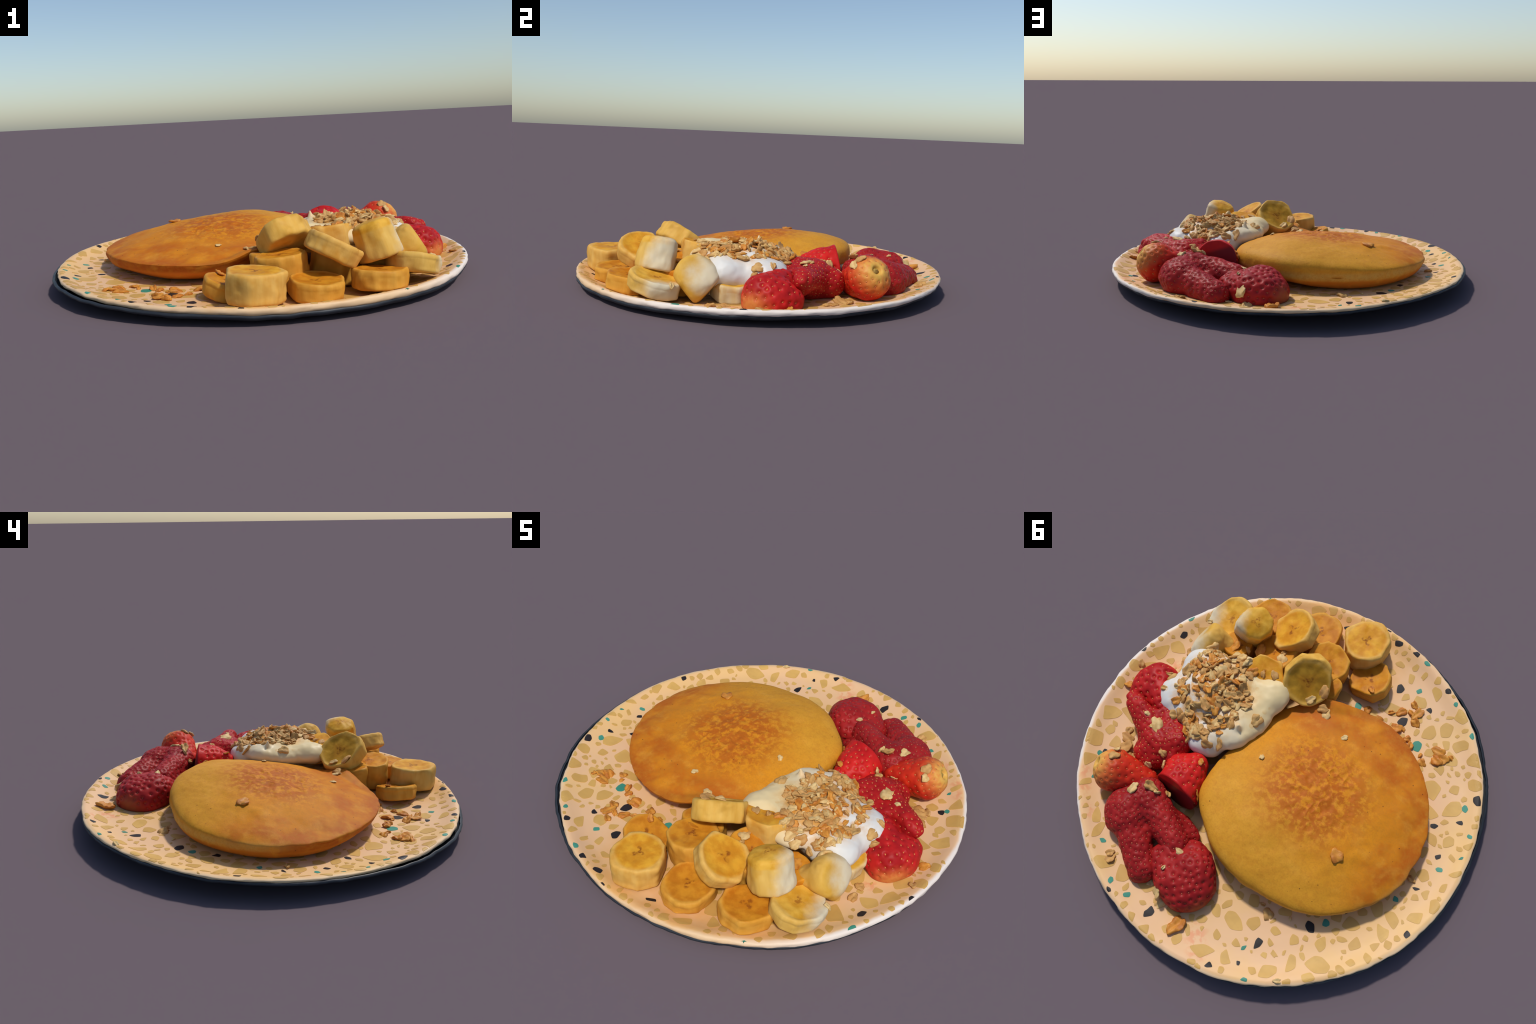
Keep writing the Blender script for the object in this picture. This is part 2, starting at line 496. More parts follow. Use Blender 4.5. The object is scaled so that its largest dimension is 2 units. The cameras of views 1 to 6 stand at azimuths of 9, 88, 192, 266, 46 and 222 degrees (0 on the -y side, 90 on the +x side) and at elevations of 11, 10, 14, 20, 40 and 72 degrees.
def build_plate():
    root = empty("terrazzo_plate", (0, 0, 0), "round cream terrazzo plate with tan, black and teal chips", "plate")
    nc = 360
    th = np.arange(nc) / nc * TAU
    deg = np.degrees(th)
    R = rim_radius(th)
    p = np.stack([np.cos(th), np.sin(th), 0 * th], -1)
    rings = []
    for f in list(np.linspace(0.02, 0.9, 40)) + list(np.linspace(0.908, 1.0, 16)):
        # profile radius mapped on the local rim radius
        rr = f * R
        x, y = np.cos(th) * rr, np.sin(th) * rr
        z = plate_z(x, y)
        rings.append(np.stack([x, y, z], -1))
    # rolled edge, about 2.5 cm deep and chipped
    depth = periodic(deg, EDGE_DEPTH)
    for dr, dz in ((.004, -.12), (.006, -.35), (.005, -.62), (.001, -.85), (-.006, -1.0)):
        rr = R + dr + 0.0035 * noise(p, 26, 30 + int(-dz * 22))
        x, y = np.cos(th) * rr, np.sin(th) * rr
        rings.append(np.stack([x, y, rings[55][:, 2] + dz * depth + .0025 * dz * noise(p, 16, 40)], -1))
    edge_z = rings[-1][:, 2]
    dish = rings_open("dish", np.array(rings))
    obj_from("dish", dish, GLAZE, root)
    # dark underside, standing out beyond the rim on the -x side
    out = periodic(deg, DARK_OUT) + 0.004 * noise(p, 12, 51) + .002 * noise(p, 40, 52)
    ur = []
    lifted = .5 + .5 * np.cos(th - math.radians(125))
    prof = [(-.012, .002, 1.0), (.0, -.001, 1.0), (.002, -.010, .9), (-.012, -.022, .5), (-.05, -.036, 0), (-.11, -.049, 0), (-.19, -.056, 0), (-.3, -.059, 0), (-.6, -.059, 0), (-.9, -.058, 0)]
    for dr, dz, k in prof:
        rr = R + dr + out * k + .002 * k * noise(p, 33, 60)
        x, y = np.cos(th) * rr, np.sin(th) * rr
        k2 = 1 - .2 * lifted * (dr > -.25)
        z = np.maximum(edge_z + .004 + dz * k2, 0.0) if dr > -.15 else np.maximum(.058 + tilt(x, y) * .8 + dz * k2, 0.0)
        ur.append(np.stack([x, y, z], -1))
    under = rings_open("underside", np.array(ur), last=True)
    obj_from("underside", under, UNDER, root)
    return root


def rings_open(name, rings, last=False):
    nr, nc, _ = rings.shape
    v = rings.reshape(-1, 3)
    f = grid_faces(nr, nc).tolist()
    if last:
        b = (nr - 1) * nc
        v = np.vstack([v, rings[-1].mean(0)])
        f += [[len(v) - 1, b + i, b + (i + 1) % nc] for i in range(nc)]
    else:
        v = np.vstack([v, rings[0].mean(0)])
        f += [[len(v) - 1, (i + 1) % nc, i] for i in range(nc)]
        f = [q for q in f]
    return mesh_from(name, v, [q[::-1] for q in f] if not last else [q[::-1] for q in f])


# ---- terrazzo chips: flat flakes set in the glaze
def chip_outline(r, rg, spiky=0.25):
    n = int(rg.integers(4, 8))
    a = np.sort((np.arange(n) + rg.uniform(-.32, .32, n)) / n * TAU)
    rad = r * rg.uniform(1 - 1.4 * spiky, 1 + spiky, n)
    pts = np.stack([np.cos(a) * rad, np.sin(a) * rad], -1)
    st, ang = rg.uniform(.62, 1.0), rg.uniform(0, TAU)
    pts = pts * [1, st]
    c, s = math.cos(ang), math.sin(ang)
    pts = pts @ np.array([[c, s], [-s, c]])
    # cut corners twice: softly broken edges
    for k in (0.16, 0.25):
        nx = np.roll(pts, -1, 0)
        pts = np.stack([pts * (1 - k) + nx * k, pts * k + nx * (1 - k)], 1).reshape(-1, 2)
    return pts


def chip_geometry(cx, cy, pts, lift=0.0013):
    vs, fs = [], []
    n = len(pts)
    levels = [(1.0, -.004), (0.995, lift), (.66, lift + .0002), (.33, lift + .0003)]
    for s, dz in levels:
        x, y = cx + pts[:, 0] * s, cy + pts[:, 1] * s
        q = np.minimum(1, rim_radius(np.arctan2(y, x)) * .997 / np.hypot(x, y))
        x, y = x * q, y * q
        vs.append(np.stack([x, y, plate_z(x, y) + dz], -1))
    v = np.vstack(vs)
    x0, y0 = np.array([cx]), np.array([cy])
    v = np.vstack([v, [[cx, cy, float(plate_z(x0, y0)[0]) + lift + .0003]]])
    f = grid_faces(4, n).tolist()
    f += [[4 * n, 3 * n + i, 3 * n + (i + 1) % n] for i in range(n)]
    return v, f


BLACK_CHIPS = [(.887, -.282, .021), (.985, -.075, .016), (.748, .457, .018), (.244, -.864, .022), (-.178, -.758, .030),
               (-.021, -.949, .020), (-.133, -.958, .019), (-.366, -.757, .020), (-.293, -.622, .028), (-.379, -.887, .015),
               (-.817, -.365, .018), (-.821, -.495, .024), (-.834, -.167, .020), (-.732, -.276, .020), (-.422, .803, .018),
               (-.331, .891, .017), (-.435, .674, .030), (.035, .894, .026), (.248, .939, .020), (-.569, .471, .030),
               (-.66, .30, .018), (-.845, .02, .015), (.62, .10, .02), (.06, -.975, .012), (-.93, .22, .02)]
TEAL_CHIPS = [(.917, -.371, .020), (.767, .480, .014), (.70, .585, .013), (.273, .900, .016), (.439, .787, .016),
              (-.401, .735, .017), (-.495, .838, .017), (-.875, -.117, .017), (-.891, -.330, .013), (-.798, -.435, .019),
              (-.611, -.757, .017), (-.451, -.849, .014), (-.260, -.807, .019), (-.205, -.945, .018), (-.429, -.563, .030),
              (-.07, -.545, .022), (.675, -.735, .016), (.17, .90, .017), (-.80, .12, .018), (-.62, .41, .018), (-.92, -.22, .012)]


def build_chips(root):
    rg = np.random.default_rng(5)
    taken = []

    def add(kind, mat, x, y, pts, named, bucket):
        v, f = chip_geometry(x, y, pts)
        if named:
            me = mesh_from("terrazzo_chip", v, f, smooth=False)
            obj_from("terrazzo_chip", me, mat, root)
        else:
            bucket.append((v, f))

    for table, mat in ((BLACK_CHIPS, CHIP_BLACK), (TEAL_CHIPS, CHIP_TEAL)):
        for x, y, r in table:
            r = r * 1.12
            add("chip", mat, x, y, chip_outline(r, rg, .3 if mat is CHIP_BLACK else .15), True, None)
            taken.append((x, y, r))
    bucket, n_named = [], 0
    for rmax, rmin, tries in ((.054, .036, 300), (.036, .026, 900), (.026, .017, 2200), (.016, .010, 1300)):
        for _ in range(tries):
            r = rg.uniform(rmin, rmax)
            d = math.sqrt(rg.uniform(.1, 1)) * (.985 - .55 * r)
            a = rg.uniform(0, TAU)
            x, y = d * math.cos(a), d * math.sin(a)
            if math.hypot(x + .25, y) < .40 or math.hypot(x - .45, y + .05) < .2:
                continue        # always covered by food
            T = np.array(taken)
            if np.any(np.hypot(T[:, 0] - x, T[:, 1] - y) < (T[:, 2] + r) * .93 + .004):
                continue
            taken.append((x, y, r))
            named = n_named < 230
            n_named += named
            add("chip", CHIP_TAN, x, y, chip_outline(r * 1.16, rg, .30), named, bucket)
    vs, fs, o = [], [], 0
    for v, f in bucket:
        vs.append(v)
        fs += [[i + o for i in q] for q in f]
        o += len(v)
    if vs:
        me = mesh_from("terrazzo_flecks", np.vstack(vs), fs, smooth=False)
        ob = obj_from("terrazzo_flecks", me, CHIP_TAN, root)
        ob["kind"] = "stuff"


# ================================================================== PANCAKE
PAN_C = (-0.262, 0.005)
PAN_R = [(0, .505), (20, .545), (35, .580), (50, .560), (66, .545), (84, .520), (104, .505), (125, .512), (148, .512), (170, .516),
         (190, .512), (212, .508), (237, .512), (257, .522), (272, .527), (287, .528), (303, .525), (322, .520), (340, .515)]
# points of the upper face measured from its dimples
PAN_TOP = [(-.249, .133, .252), (-.143, .045, .251), (.024, .004, .234), (.041, -.173, .205), (-.146, -.314, .185),
           (.087, .021, .229), (-.474, .168, .222), (-.07, .35, .262), (-.3, -.3, .195), (-.5, -.15, .205), (-.4, .35, .235),
           (-.62, 0, .192), (-.66, .15, .190), (-.55, -.25, .178), (.1, .25, .255)]


def build_pancake():
    A = np.array([[1, x, y, x * x, y * y, x * y] for x, y, z in PAN_TOP])
    co = np.linalg.lstsq(A, np.array([z for x, y, z in PAN_TOP]), rcond=None)[0]
    nc, nt, nb = 300, 130, 40
    th = np.arange(nc) / nc * TAU
    deg = np.degrees(th)
    R = periodic(deg, PAN_R)
    p = np.stack([np.cos(th), np.sin(th), 0 * th], -1)
    R = R + .004 * noise(p, 6, 71)
    south = np.clip(-np.sin(th), 0, 1)
    west = np.clip(-np.cos(th - .15), 0, 1)
    z_eq = .128 - .004 * np.sin(th)
    z_bot = periodic(deg, [(0, .10), (60, .090), (90, .058), (150, .054), (200, .052), (230, .070), (260, .064), (300, .085), (330, .1)])
    rings = []
    for i in range(nt):
        s = (i + .35) / (nt - .65)
        ang = s * math.pi / 2
        rr = R * math.sin(ang) ** .93
        x, y = PAN_C[0] + np.cos(th) * rr, PAN_C[1] + np.sin(th) * rr
        T = co[0] + co[1] * x + co[2] * y + co[3] * x * x + co[4] * y * y + co[5] * x * y
        ex = .40 + .12 * south - .09 * west
        h = np.cos(ang) ** ex
        z = z_eq + np.maximum(T - z_eq, .0) * np.clip(h, 0, 1)
        rings.append(np.stack([x, y, z], -1))
    for i in range(1, nb + 1):
        s = i / nb
        ang = s * math.pi / 2 * .94
        rr = R * np.cos(ang) ** .24
        x, y = PAN_C[0] + np.cos(th) * rr, PAN_C[1] + np.sin(th) * rr
        edge = np.cos(ang) ** .32
        z = z_eq + (z_bot - z_eq) * sstep(0, .75, s) ** .8 + (plate_z(x, y) + .002 - z_bot) * sstep(.55, 1, s)
        rings.append(np.stack([x, y, z], -1))
    V = np.array(rings)
    P = V.reshape(-1, 3)
    up = np.repeat(np.arange(nt + nb) < nt, nc)
    x, y = P[:, 0], P[:, 1]
    d = np.hypot(x + .21, y + .02)
    face = sstep(.30, .12, d)
    # leathery wrinkles in the browned middle, gentle swells elsewhere
    wr = np.abs(fbm(P, 24, 80, 2)) * -.005 * face + fbm(P, 9, 84, 3) * .0028 + fbm(P, 3, 88, 2) * .004
    P[:, 2] += np.where(up, wr * sstep(.54, .44, np.hypot(x - PAN_C[0], y - PAN_C[1])) + wr * .3, wr * .2)
    # fold along the -y edge, where the banana presses
    fold = np.exp(-(((x + .02) * .8 + (y + .36) * .6) / .16) ** 2 - ((-(x + .02) * .6 + (y + .38) * .8) / .035) ** 2)
    P[:, 2] -= np.where(up, fold * .014, 0)
    lift = np.exp(-((x - .05) / .12) ** 2 - ((y + .42) / .09) ** 2)
    P[:, 2] += lift * .045
    # crumbly crease round the pale side
    rad = fbm(P, 26, 91, 3) * .003
    e = np.exp(-((P[:, 2] - .13) / .05) ** 2)
    P[:, 0] += rad * e * np.cos(np.tile(th, nt + nb))
    P[:, 1] += rad * e * np.sin(np.tile(th, nt + nb))
    me = rings_mesh("pancake", P.reshape(nt + nb, nc, 3), flip=True)
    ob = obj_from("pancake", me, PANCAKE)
    ob["label"] = "thick round golden brown griddled pancake"
    ob["category"] = "pancake"
    return ob


def settle(ob, gap=.002):
    """flatten whatever would sink through the plate"""
    me, M = ob.data, ob.matrix_world
    v = np.empty(len(me.vertices) * 3)
    me.vertices.foreach_get("co", v)
    v = v.reshape(-1, 3)
    A = np.array(M)
    w = v @ A[:3, :3].T + A[:3, 3]
    floor = plate_z(w[:, 0], w[:, 1]) + gap
    w[:, 2] = np.maximum(w[:, 2], floor)
    B = np.array(M.inverted())
    v = w @ B[:3, :3].T + B[:3, 3]
    me.vertices.foreach_set("co", v.ravel())
    me.update()


# ================================================================== SOFT BODIES (distance fields, meshed with surface nets)
def d_ellipsoid(c, r):
    c, r = np.array(c), np.array(r)

    def f(P):
        q = (P - c) / r
        k0 = np.linalg.norm(q, axis=1)
        k1 = np.linalg.norm(q / r, axis=1) + 1e-9
        return k0 * (k0 - 1) / k1
    return f


def d_taper(a, ra, b, rb):
    """tapered capsule from a to b"""
    a, b = np.array(a), np.array(b)

    def f(P):
        ba = b - a
        h = np.clip(((P - a) @ ba) / (ba @ ba), 0, 1)
        return np.linalg.norm(P - a - h[:, None] * ba, axis=1) - (ra + (rb - ra) * h)
    return f


def union(fs, k=.03):
    def f(P):
        out = fs[0](P)
        for g in fs[1:]:
            d = g(P)
            h = np.clip(.5 + .5 * (out - d) / k, 0, 1)
            out = out * (1 - h) + d * h - k * h * (1 - h)
        return out
    return f


def minus(f, g, k=.012):
    def q(P):
        a, b = f(P), -g(P)
        h = np.clip(.5 - .5 * (a - b) / k, 0, 1)
        return a * (1 - h) + b * h + k * h * (1 - h)
    return q


def roughened(f, amp, freq, seed, octaves=2):
    return lambda P: f(P) + amp * fbm(P, freq, seed, octaves)


def half_space(point, normal):
    """solid where the normal points away from; subtract it to cut flat"""
    p, n = np.array(point), np.array(normal) / np.linalg.norm(normal)
    return lambda P: -((P - p) @ n)


def net(sdf, lo, hi, h):
    """naive surface nets: vertices on the zero level, quads between cells"""
    lo, hi = np.array(lo, float), np.array(hi, float)
    n = np.ceil((hi - lo) / h).astype(int) + 1
    ax = [lo[i] + np.arange(n[i]) * h for i in range(3)]
    G = np.stack(np.meshgrid(*ax, indexing='ij'), -1).reshape(-1, 3)
    D = np.concatenate([sdf(G[i:i + 200000]) for i in range(0, len(G), 200000)]).reshape(n)
    D[0], D[-1], D[:, 0], D[:, -1], D[:, :, 0], D[:, :, -1] = [np.maximum(q, 1e-4) for q in (D[0], D[-1], D[:, 0], D[:, -1], D[:, :, 0], D[:, :, -1])]
    S = D < 0
    acc = np.zeros(tuple(n - 1) + (3,))
    cnt = np.zeros(tuple(n - 1))
    I = np.stack(np.meshgrid(*[np.arange(k - 1) for k in n], indexing='ij'), -1)
    corners = [(i, j, k) for i in (0, 1) for j in (0, 1) for k in (0, 1)]

    def sub(A, o):
        return A[o[0]:o[0] + n[0] - 1, o[1]:o[1] + n[1] - 1, o[2]:o[2] + n[2] - 1]
    for a in corners:
        for axis in range(3):
            if a[axis]:
                continue
            b = list(a)
            b[axis] = 1
            da, db = sub(D, a), sub(D, b)
            m = (da < 0) != (db < 0)
            t = np.where(m, da / np.where(m, da - db, 1), 0)
            pt = np.array(a, float) + np.zeros(da.shape + (3,))
            pt[..., axis] += t
            acc += np.where(m[..., None], pt, 0)
            cnt += m
    act = cnt > 0
    idx = -np.ones(act.shape, int)
    idx[act] = np.arange(act.sum())
    V = lo + (I[act] + acc[act] / cnt[act][:, None]) * h
    F = []
    for axis in range(3):
        u, v = (axis + 1) % 3, (axis + 2) % 3
        sl0 = [slice(None)] * 3
        sl1 = [slice(None)] * 3
        sl0[axis], sl1[axis] = slice(0, -1), slice(1, None)
        a, b = S[tuple(sl0)], S[tuple(sl1)]
        E = np.argwhere(a != b)
        E = E[(E[:, u] > 0) & (E[:, v] > 0) & (E[:, u] < n[u] - 1) & (E[:, v] < n[v] - 1)]
        ins = a[tuple(E.T)]
        q = []
        for du, dv in ((0, 0), (1, 0), (1, 1), (0, 1)):
            c = E.copy()
            c[:, u] -= du
            c[:, v] -= dv
            q.append(idx[tuple(c.T)])
        q = np.stack(q, -1)
        q[~ins] = q[~ins][:, ::-1]
        F.append(q)
    F = np.concatenate(F)
    # pull the vertices on to the true surface
    for _ in range(2):
        g = gradient(sdf, V)
        V = V - g * np.clip(sdf(V), -h, h)[:, None] * .9
    return V, F


def gradient(sdf, V, e=.0015):
    g = np.stack([sdf(V + d) - sdf(V - d) for d in np.eye(3) * e], -1)
    return g / (np.linalg.norm(g, axis=1)[:, None] + 1e-12)


def build_yogurt():
    parts = [d_ellipsoid((.51, -.06, .145), (.20, .205, .105)), d_ellipsoid((.30, -.01, .200), (.105, .125, .062)),
             d_ellipsoid((.265, -.25, .205), (.092, .105, .058)), d_ellipsoid((.61, -.165, .165), (.125, .115, .085)),
             d_ellipsoid((.42, -.22, .20), (.14, .14, .058)), d_ellipsoid((.38, .10, .165), (.115, .09, .072)),
             d_ellipsoid((.63, .02, .155), (.095, .105, .080)), d_ellipsoid((.475, -.10, .215), (.135, .165, .055)), d_ellipsoid((.27, -.11, .195), (.10, .13, .055))]
    f = roughened(union(parts, .028), .007, 10, 101, 3)
    peak = d_taper((.262, -.012, .245), .020, (.256, -.014, .285), .003)
    f = union([f, peak], .016)
    V, F = net(f, (.12, -.42, .05), (.80, .26, .32), .0065)
    ob = obj_from("yogurt", mesh_from("yogurt", V, F), YOG)
    ob["label"] = "creamy white yogurt dollop heaped with toasted oats"
    ob["category"] = "yogurt"
    return ob


# ================================================================== BANANA SLICES
def banana_mesh(name, radius, thick, seed, dish=.006, taper=0.0, dome=0.0):
    """slice about the local z axis; top face at z = 0, wall going down"""
    nc = 72
    th = np.arange(nc) / nc * TAU
    rg = np.random.default_rng(seed)
    ph = rg.uniform(0, TAU, 4)
    shape = 1 + .025 * np.cos(2 * th + ph[0]) + .018 * np.cos(3 * th + ph[1]) + .016 * np.cos(5 * th + ph[2])
    # the wall shows flat facets
    ns = int(rg.integers(7, 10))
    edge = np.sort(np.mod((np.arange(ns) + rg.uniform(-.3, .3, ns)) / ns * TAU, TAU))
    far = np.concatenate([edge[-1:] - TAU, edge, edge[:1] + TAU])
    k = np.clip(np.searchsorted(far, th) - 1, 0, len(far) - 2)
    ha, hb = far[k], far[k + 1]
    facet = np.cos((hb - ha) / 2) / np.cos(th - (ha + hb) / 2)
    shape = shape * (.3 + .7 * facet) * 1.035
    prof = []
    for s in np.linspace(.06, .86, 10):
        prof.append((s, -dish * (1 - s * s) + dome * (1 - s * s)))
    prof += [(.92, -.001), (.965, -.005), (.99, -.012), (1.0, -.022)]
    for t in np.linspace(.3, .88, 8):
        prof.append((1.0 - taper * t, -thick * t))
    prof += [(.985 - taper, -thick * .94), (.95 - taper, -thick * .985), (.85 - taper, -thick), (.4, -thick)]
    rings = []
    for s, z in prof:
        rr = radius * s * (1 + (shape - 1) * min(1, s * 1.3))
        rings.append(np.stack([np.cos(th) * rr, np.sin(th) * rr, np.full(nc, z)], -1))
    V = np.array(rings)
    P = V.reshape(-1, 3)
    off = np.array([seed * 1.7, 0, 0])
    a = fbm(P + off, 14, 7, 3) * .0055 + np.abs(noise(P + off, 26, 9)) * -.003
    rad = np.hypot(P[:, 0], P[:, 1])
    w = sstep(.8 * radius, radius, rad)
    dirs = np.stack([P[:, 0] / (rad + 1e-6), P[:, 1] / (rad + 1e-6), 0 * rad], -1)
    P = P + dirs * (a * w * 1.2)[:, None]
    P[:, 2] += a * (1 - w) * .7 + a * w * .4
    return rings_mesh(name, P.reshape(V.shape), flip=True)


#            centre of the upper face     normal             radius thick  look   dish  taper dome
BANANAS = [((.092, -.806, .174), (.05, .02, 1.0), .123, .124, 'gold', .004, .02, 0),
           ((-.030, -.680, .104), (.28, .02, .95), .108, .075, 'amber', .006, .02, 0),
           ((.323, -.722, .120), (.06, -.03, 1.0), .118, .080, 'amber', .010, .02, 0),
           ((.166, -.578, .192), (-.08, .02, 1.0), .113, .145, 'amber', .008, .02, 0),
           ((.402, -.588, .243), (.45, .20, .87), .116, .082, 'gold', .010, .02, 0),
           ((.543, -.480, .288), (-.30, .14, .94), .086, .150, 'pale_side', -.002, -.12, .016),
           ((.573, -.622, .132), (.02, .10, .99), .112, .085, 'amber', .008, .02, 0),
           ((.716, -.472, .156), (.10, .24, .96), .119, .078, 'pale_side', .012, .02, 0),
           ((.148, -.400, .262), (-.42, .48, .77), .126, .098, 'olive', .014, .02, 0),
           ((.120, -.468, .178), (-.05, .10, 1.0), .098, .125, 'amber', .006, .02, 0),
           ((.345, -.295, .256), (-.12, .15, .97), .108, .110, 'gold', .006, .02, 0),
           ((.650, -.130, .135), (.15, .05, .98), .105, .095, 'pale', .004, .02, 0),
           ((.405, -.465, .190), (.22, -.05, .97), .11, .14, 'amber', .006, .02, 0),  # hidden filler piece, added to close the gap between the slices
           ((.590, -.385, .172), (.10, -.10, .98), .085, .12, 'amber', .006, .02, 0)]


def build_bananas():
    obs = []
    mats = {'gold': BAN_GOLD, 'amber': BAN_AMBER, 'pale': BAN_PALE, 'white': BAN_WHITE, 'olive': BAN_OLIVE}
    for i, (c, n, r, t, look, dish, taper, dome) in enumerate(BANANAS):
        me = banana_mesh("banana_slice", r, t, i + 3, dish, taper, dome)
        M = frame(n, c, i * 1.31)
        if look == 'pale_side':
            away = M.to_3x3().inverted() @ Vector((.86, .5, .0))
            mat = mat_banana("half_glazed_banana", srgb(222, 170, 66), srgb(204, 146, 40), srgb(218, 176, 92), srgb(204, 156, 68), core=.7, clean=tuple(away))
        else:
            mat = mats[look]
        ob = obj_from("banana_slice", me, mat, None, M)
        settle(ob)
        ob["label"] = "thick peeled banana slice glazed with syrup"
        ob["category"] = "banana"
        obs.append(ob)
    # the pointed end piece, standing on its tip against the yogurt
    f = union([d_ellipsoid((.708, -.296, .142), (.084, .108, .112)), d_ellipsoid((.655, -.345, .115), (.07, .07, .07))], .02)
    f = roughened(f, .007, 13, 33, 3)
    for point, normal in (((.772, -.300, .16), (.84, .05, .54)), ((.700, -.402, .16), (-.15, -.92, .35)), ((.74, -.358, .10), (.15, -.75, -.62)),
                          ((.74, -.232, .10), (.15, .75, -.62)), ((.70, -.25, .235), (.1, .55, .8))):
        f = minus(f, half_space(point, normal), .014)
    M = frame((.85, 0, .4), (.72, -.30, .15))
    V, F = net(f, (.55, -.46, .03), (.84, -.15, .30), .0055)
    V[:, 2] = np.maximum(V[:, 2], plate_z(V[:, 0], V[:, 1]) + .002)
    B = np.array(M.inverted())
    ob = obj_from("banana_slice", mesh_from("banana_slice", V @ B[:3, :3].T + B[:3, 3], F), BAN_WHITE, None, M)
    ob["label"] = "pale lumpy banana end piece standing upright"
    ob["category"] = "banana"
    obs.append(ob)
    return obs


# ================================================================== STRAWBERRIES
def ico(sub):
    import bmesh
    bm = bmesh.new()
    bmesh.ops.create_icosphere(bm, subdivisions=sub, radius=1.0)
    v = np.array([x.co[:] for x in bm.verts])
    f = [[y.index for y in q.verts] for q in bm.faces]
    bm.free()
    return v, f


PIP = ico(1)
ICO2 = ico(3)


def scatter(V, N, spacing, rg):
    """evenly spaced seed places on a skin (dart throwing)"""
    order = rg.permutation(len(V))[:max(4000, len(V) // 4)]
    cell = {}
    keep = []
    for i in order:
        p = V[i]
        k = tuple((p // spacing).astype(int))
        ok = True
        for dx in (-1, 0, 1):
            for dy in (-1, 0, 1):
                for dz in (-1, 0, 1):
                    for j in cell.get((k[0] + dx, k[1] + dy, k[2] + dz), ()):
                        if np.sum((V[j] - p) ** 2) < spacing ** 2:
                            ok = False
                            break
        if ok:
            cell.setdefault(k, []).append(i)
            keep.append(i)
    return np.array(keep)


def build_berry(sdf, lo, hi, stem, tip, mat, seed, label, spacing=.025, dim=.005, scar=None, bare=None, res=.0046):
    """stem -> tip gives the local z axis, on which the skin colours run"""
    stem, tip = Vector(stem), Vector(tip)
    M = frame(tip - stem, stem)
    V, F = net(sdf, lo, hi, res)
    N = gradient(sdf, V)
    rg = np.random.default_rng(seed + 400)
    S = scatter(V, N, spacing, rg)
    up = V[S][:, 2] > plate_z(V[S][:, 0], V[S][:, 1]) + .012
    S = S[up]
    ds = np.linalg.norm(V[S] - np.array(stem), axis=1)
    S = S[ds > .045]
    if bare is not None:
        S = S[bare(V[S]) > .012]
    SP, SN = V[S], N[S]
    push = np.full(len(V), dim * .2)
    for s in SP:
        d2 = ((V - s) ** 2).sum(1)
        push -= dim * 1.25 * np.exp(-d2 / (2 * .0066 ** 2))
    V = V + N * push[:, None]
    V[:, 2] = np.maximum(V[:, 2], plate_z(V[:, 0], V[:, 1]) + .002)
    B = np.array(M.inverted())
    loc = V @ B[:3, :3].T + B[:3, 3]
    root = empty("strawberry", (float(V[:, 0].mean()), float(V[:, 1].mean()), float(V[:, 2].min())), label, "strawberry")
    bpy.context.view_layer.update()
    skin = obj_from("skin", mesh_from("skin", loc, F), mat, root, M)
    ax = (tip - stem).normalized()
    pv, pf = PIP
    vs, fs, o = [], [], 0
    for s, nn in zip(SP, SN):
        z = Vector(nn)
        x = ax.cross(z)
        if x.length < 1e-3:
            continue
        x.normalize()
        T = np.array([x, z.cross(x), z])
        sc = rg.uniform(.85, 1.2)
        v = (pv * np.array([.0034, .0054, .0024]) * sc) @ T + s - nn * (dim * .9)
        vs.append(v @ B[:3, :3].T + B[:3, 3])
        fs += [[i + o for i in q] for q in pf]
        o += len(v)
    so = obj_from("seeds", mesh_from("seeds", np.vstack(vs), fs), SEED_DARK if mat is BERRY_DULL else SEED, root, M)
    so["kind"] = "stuff"
    if scar:
        v = ICO2[0] * np.array([scar, scar * .9, scar * .45])
        v = v * (1 + .3 * noise(v + seed, 90, 3))[:, None]
        obj_from("stem_scar", mesh_from("stem_scar", v, ICO2[1]), SCAR, root, M)
    return skin


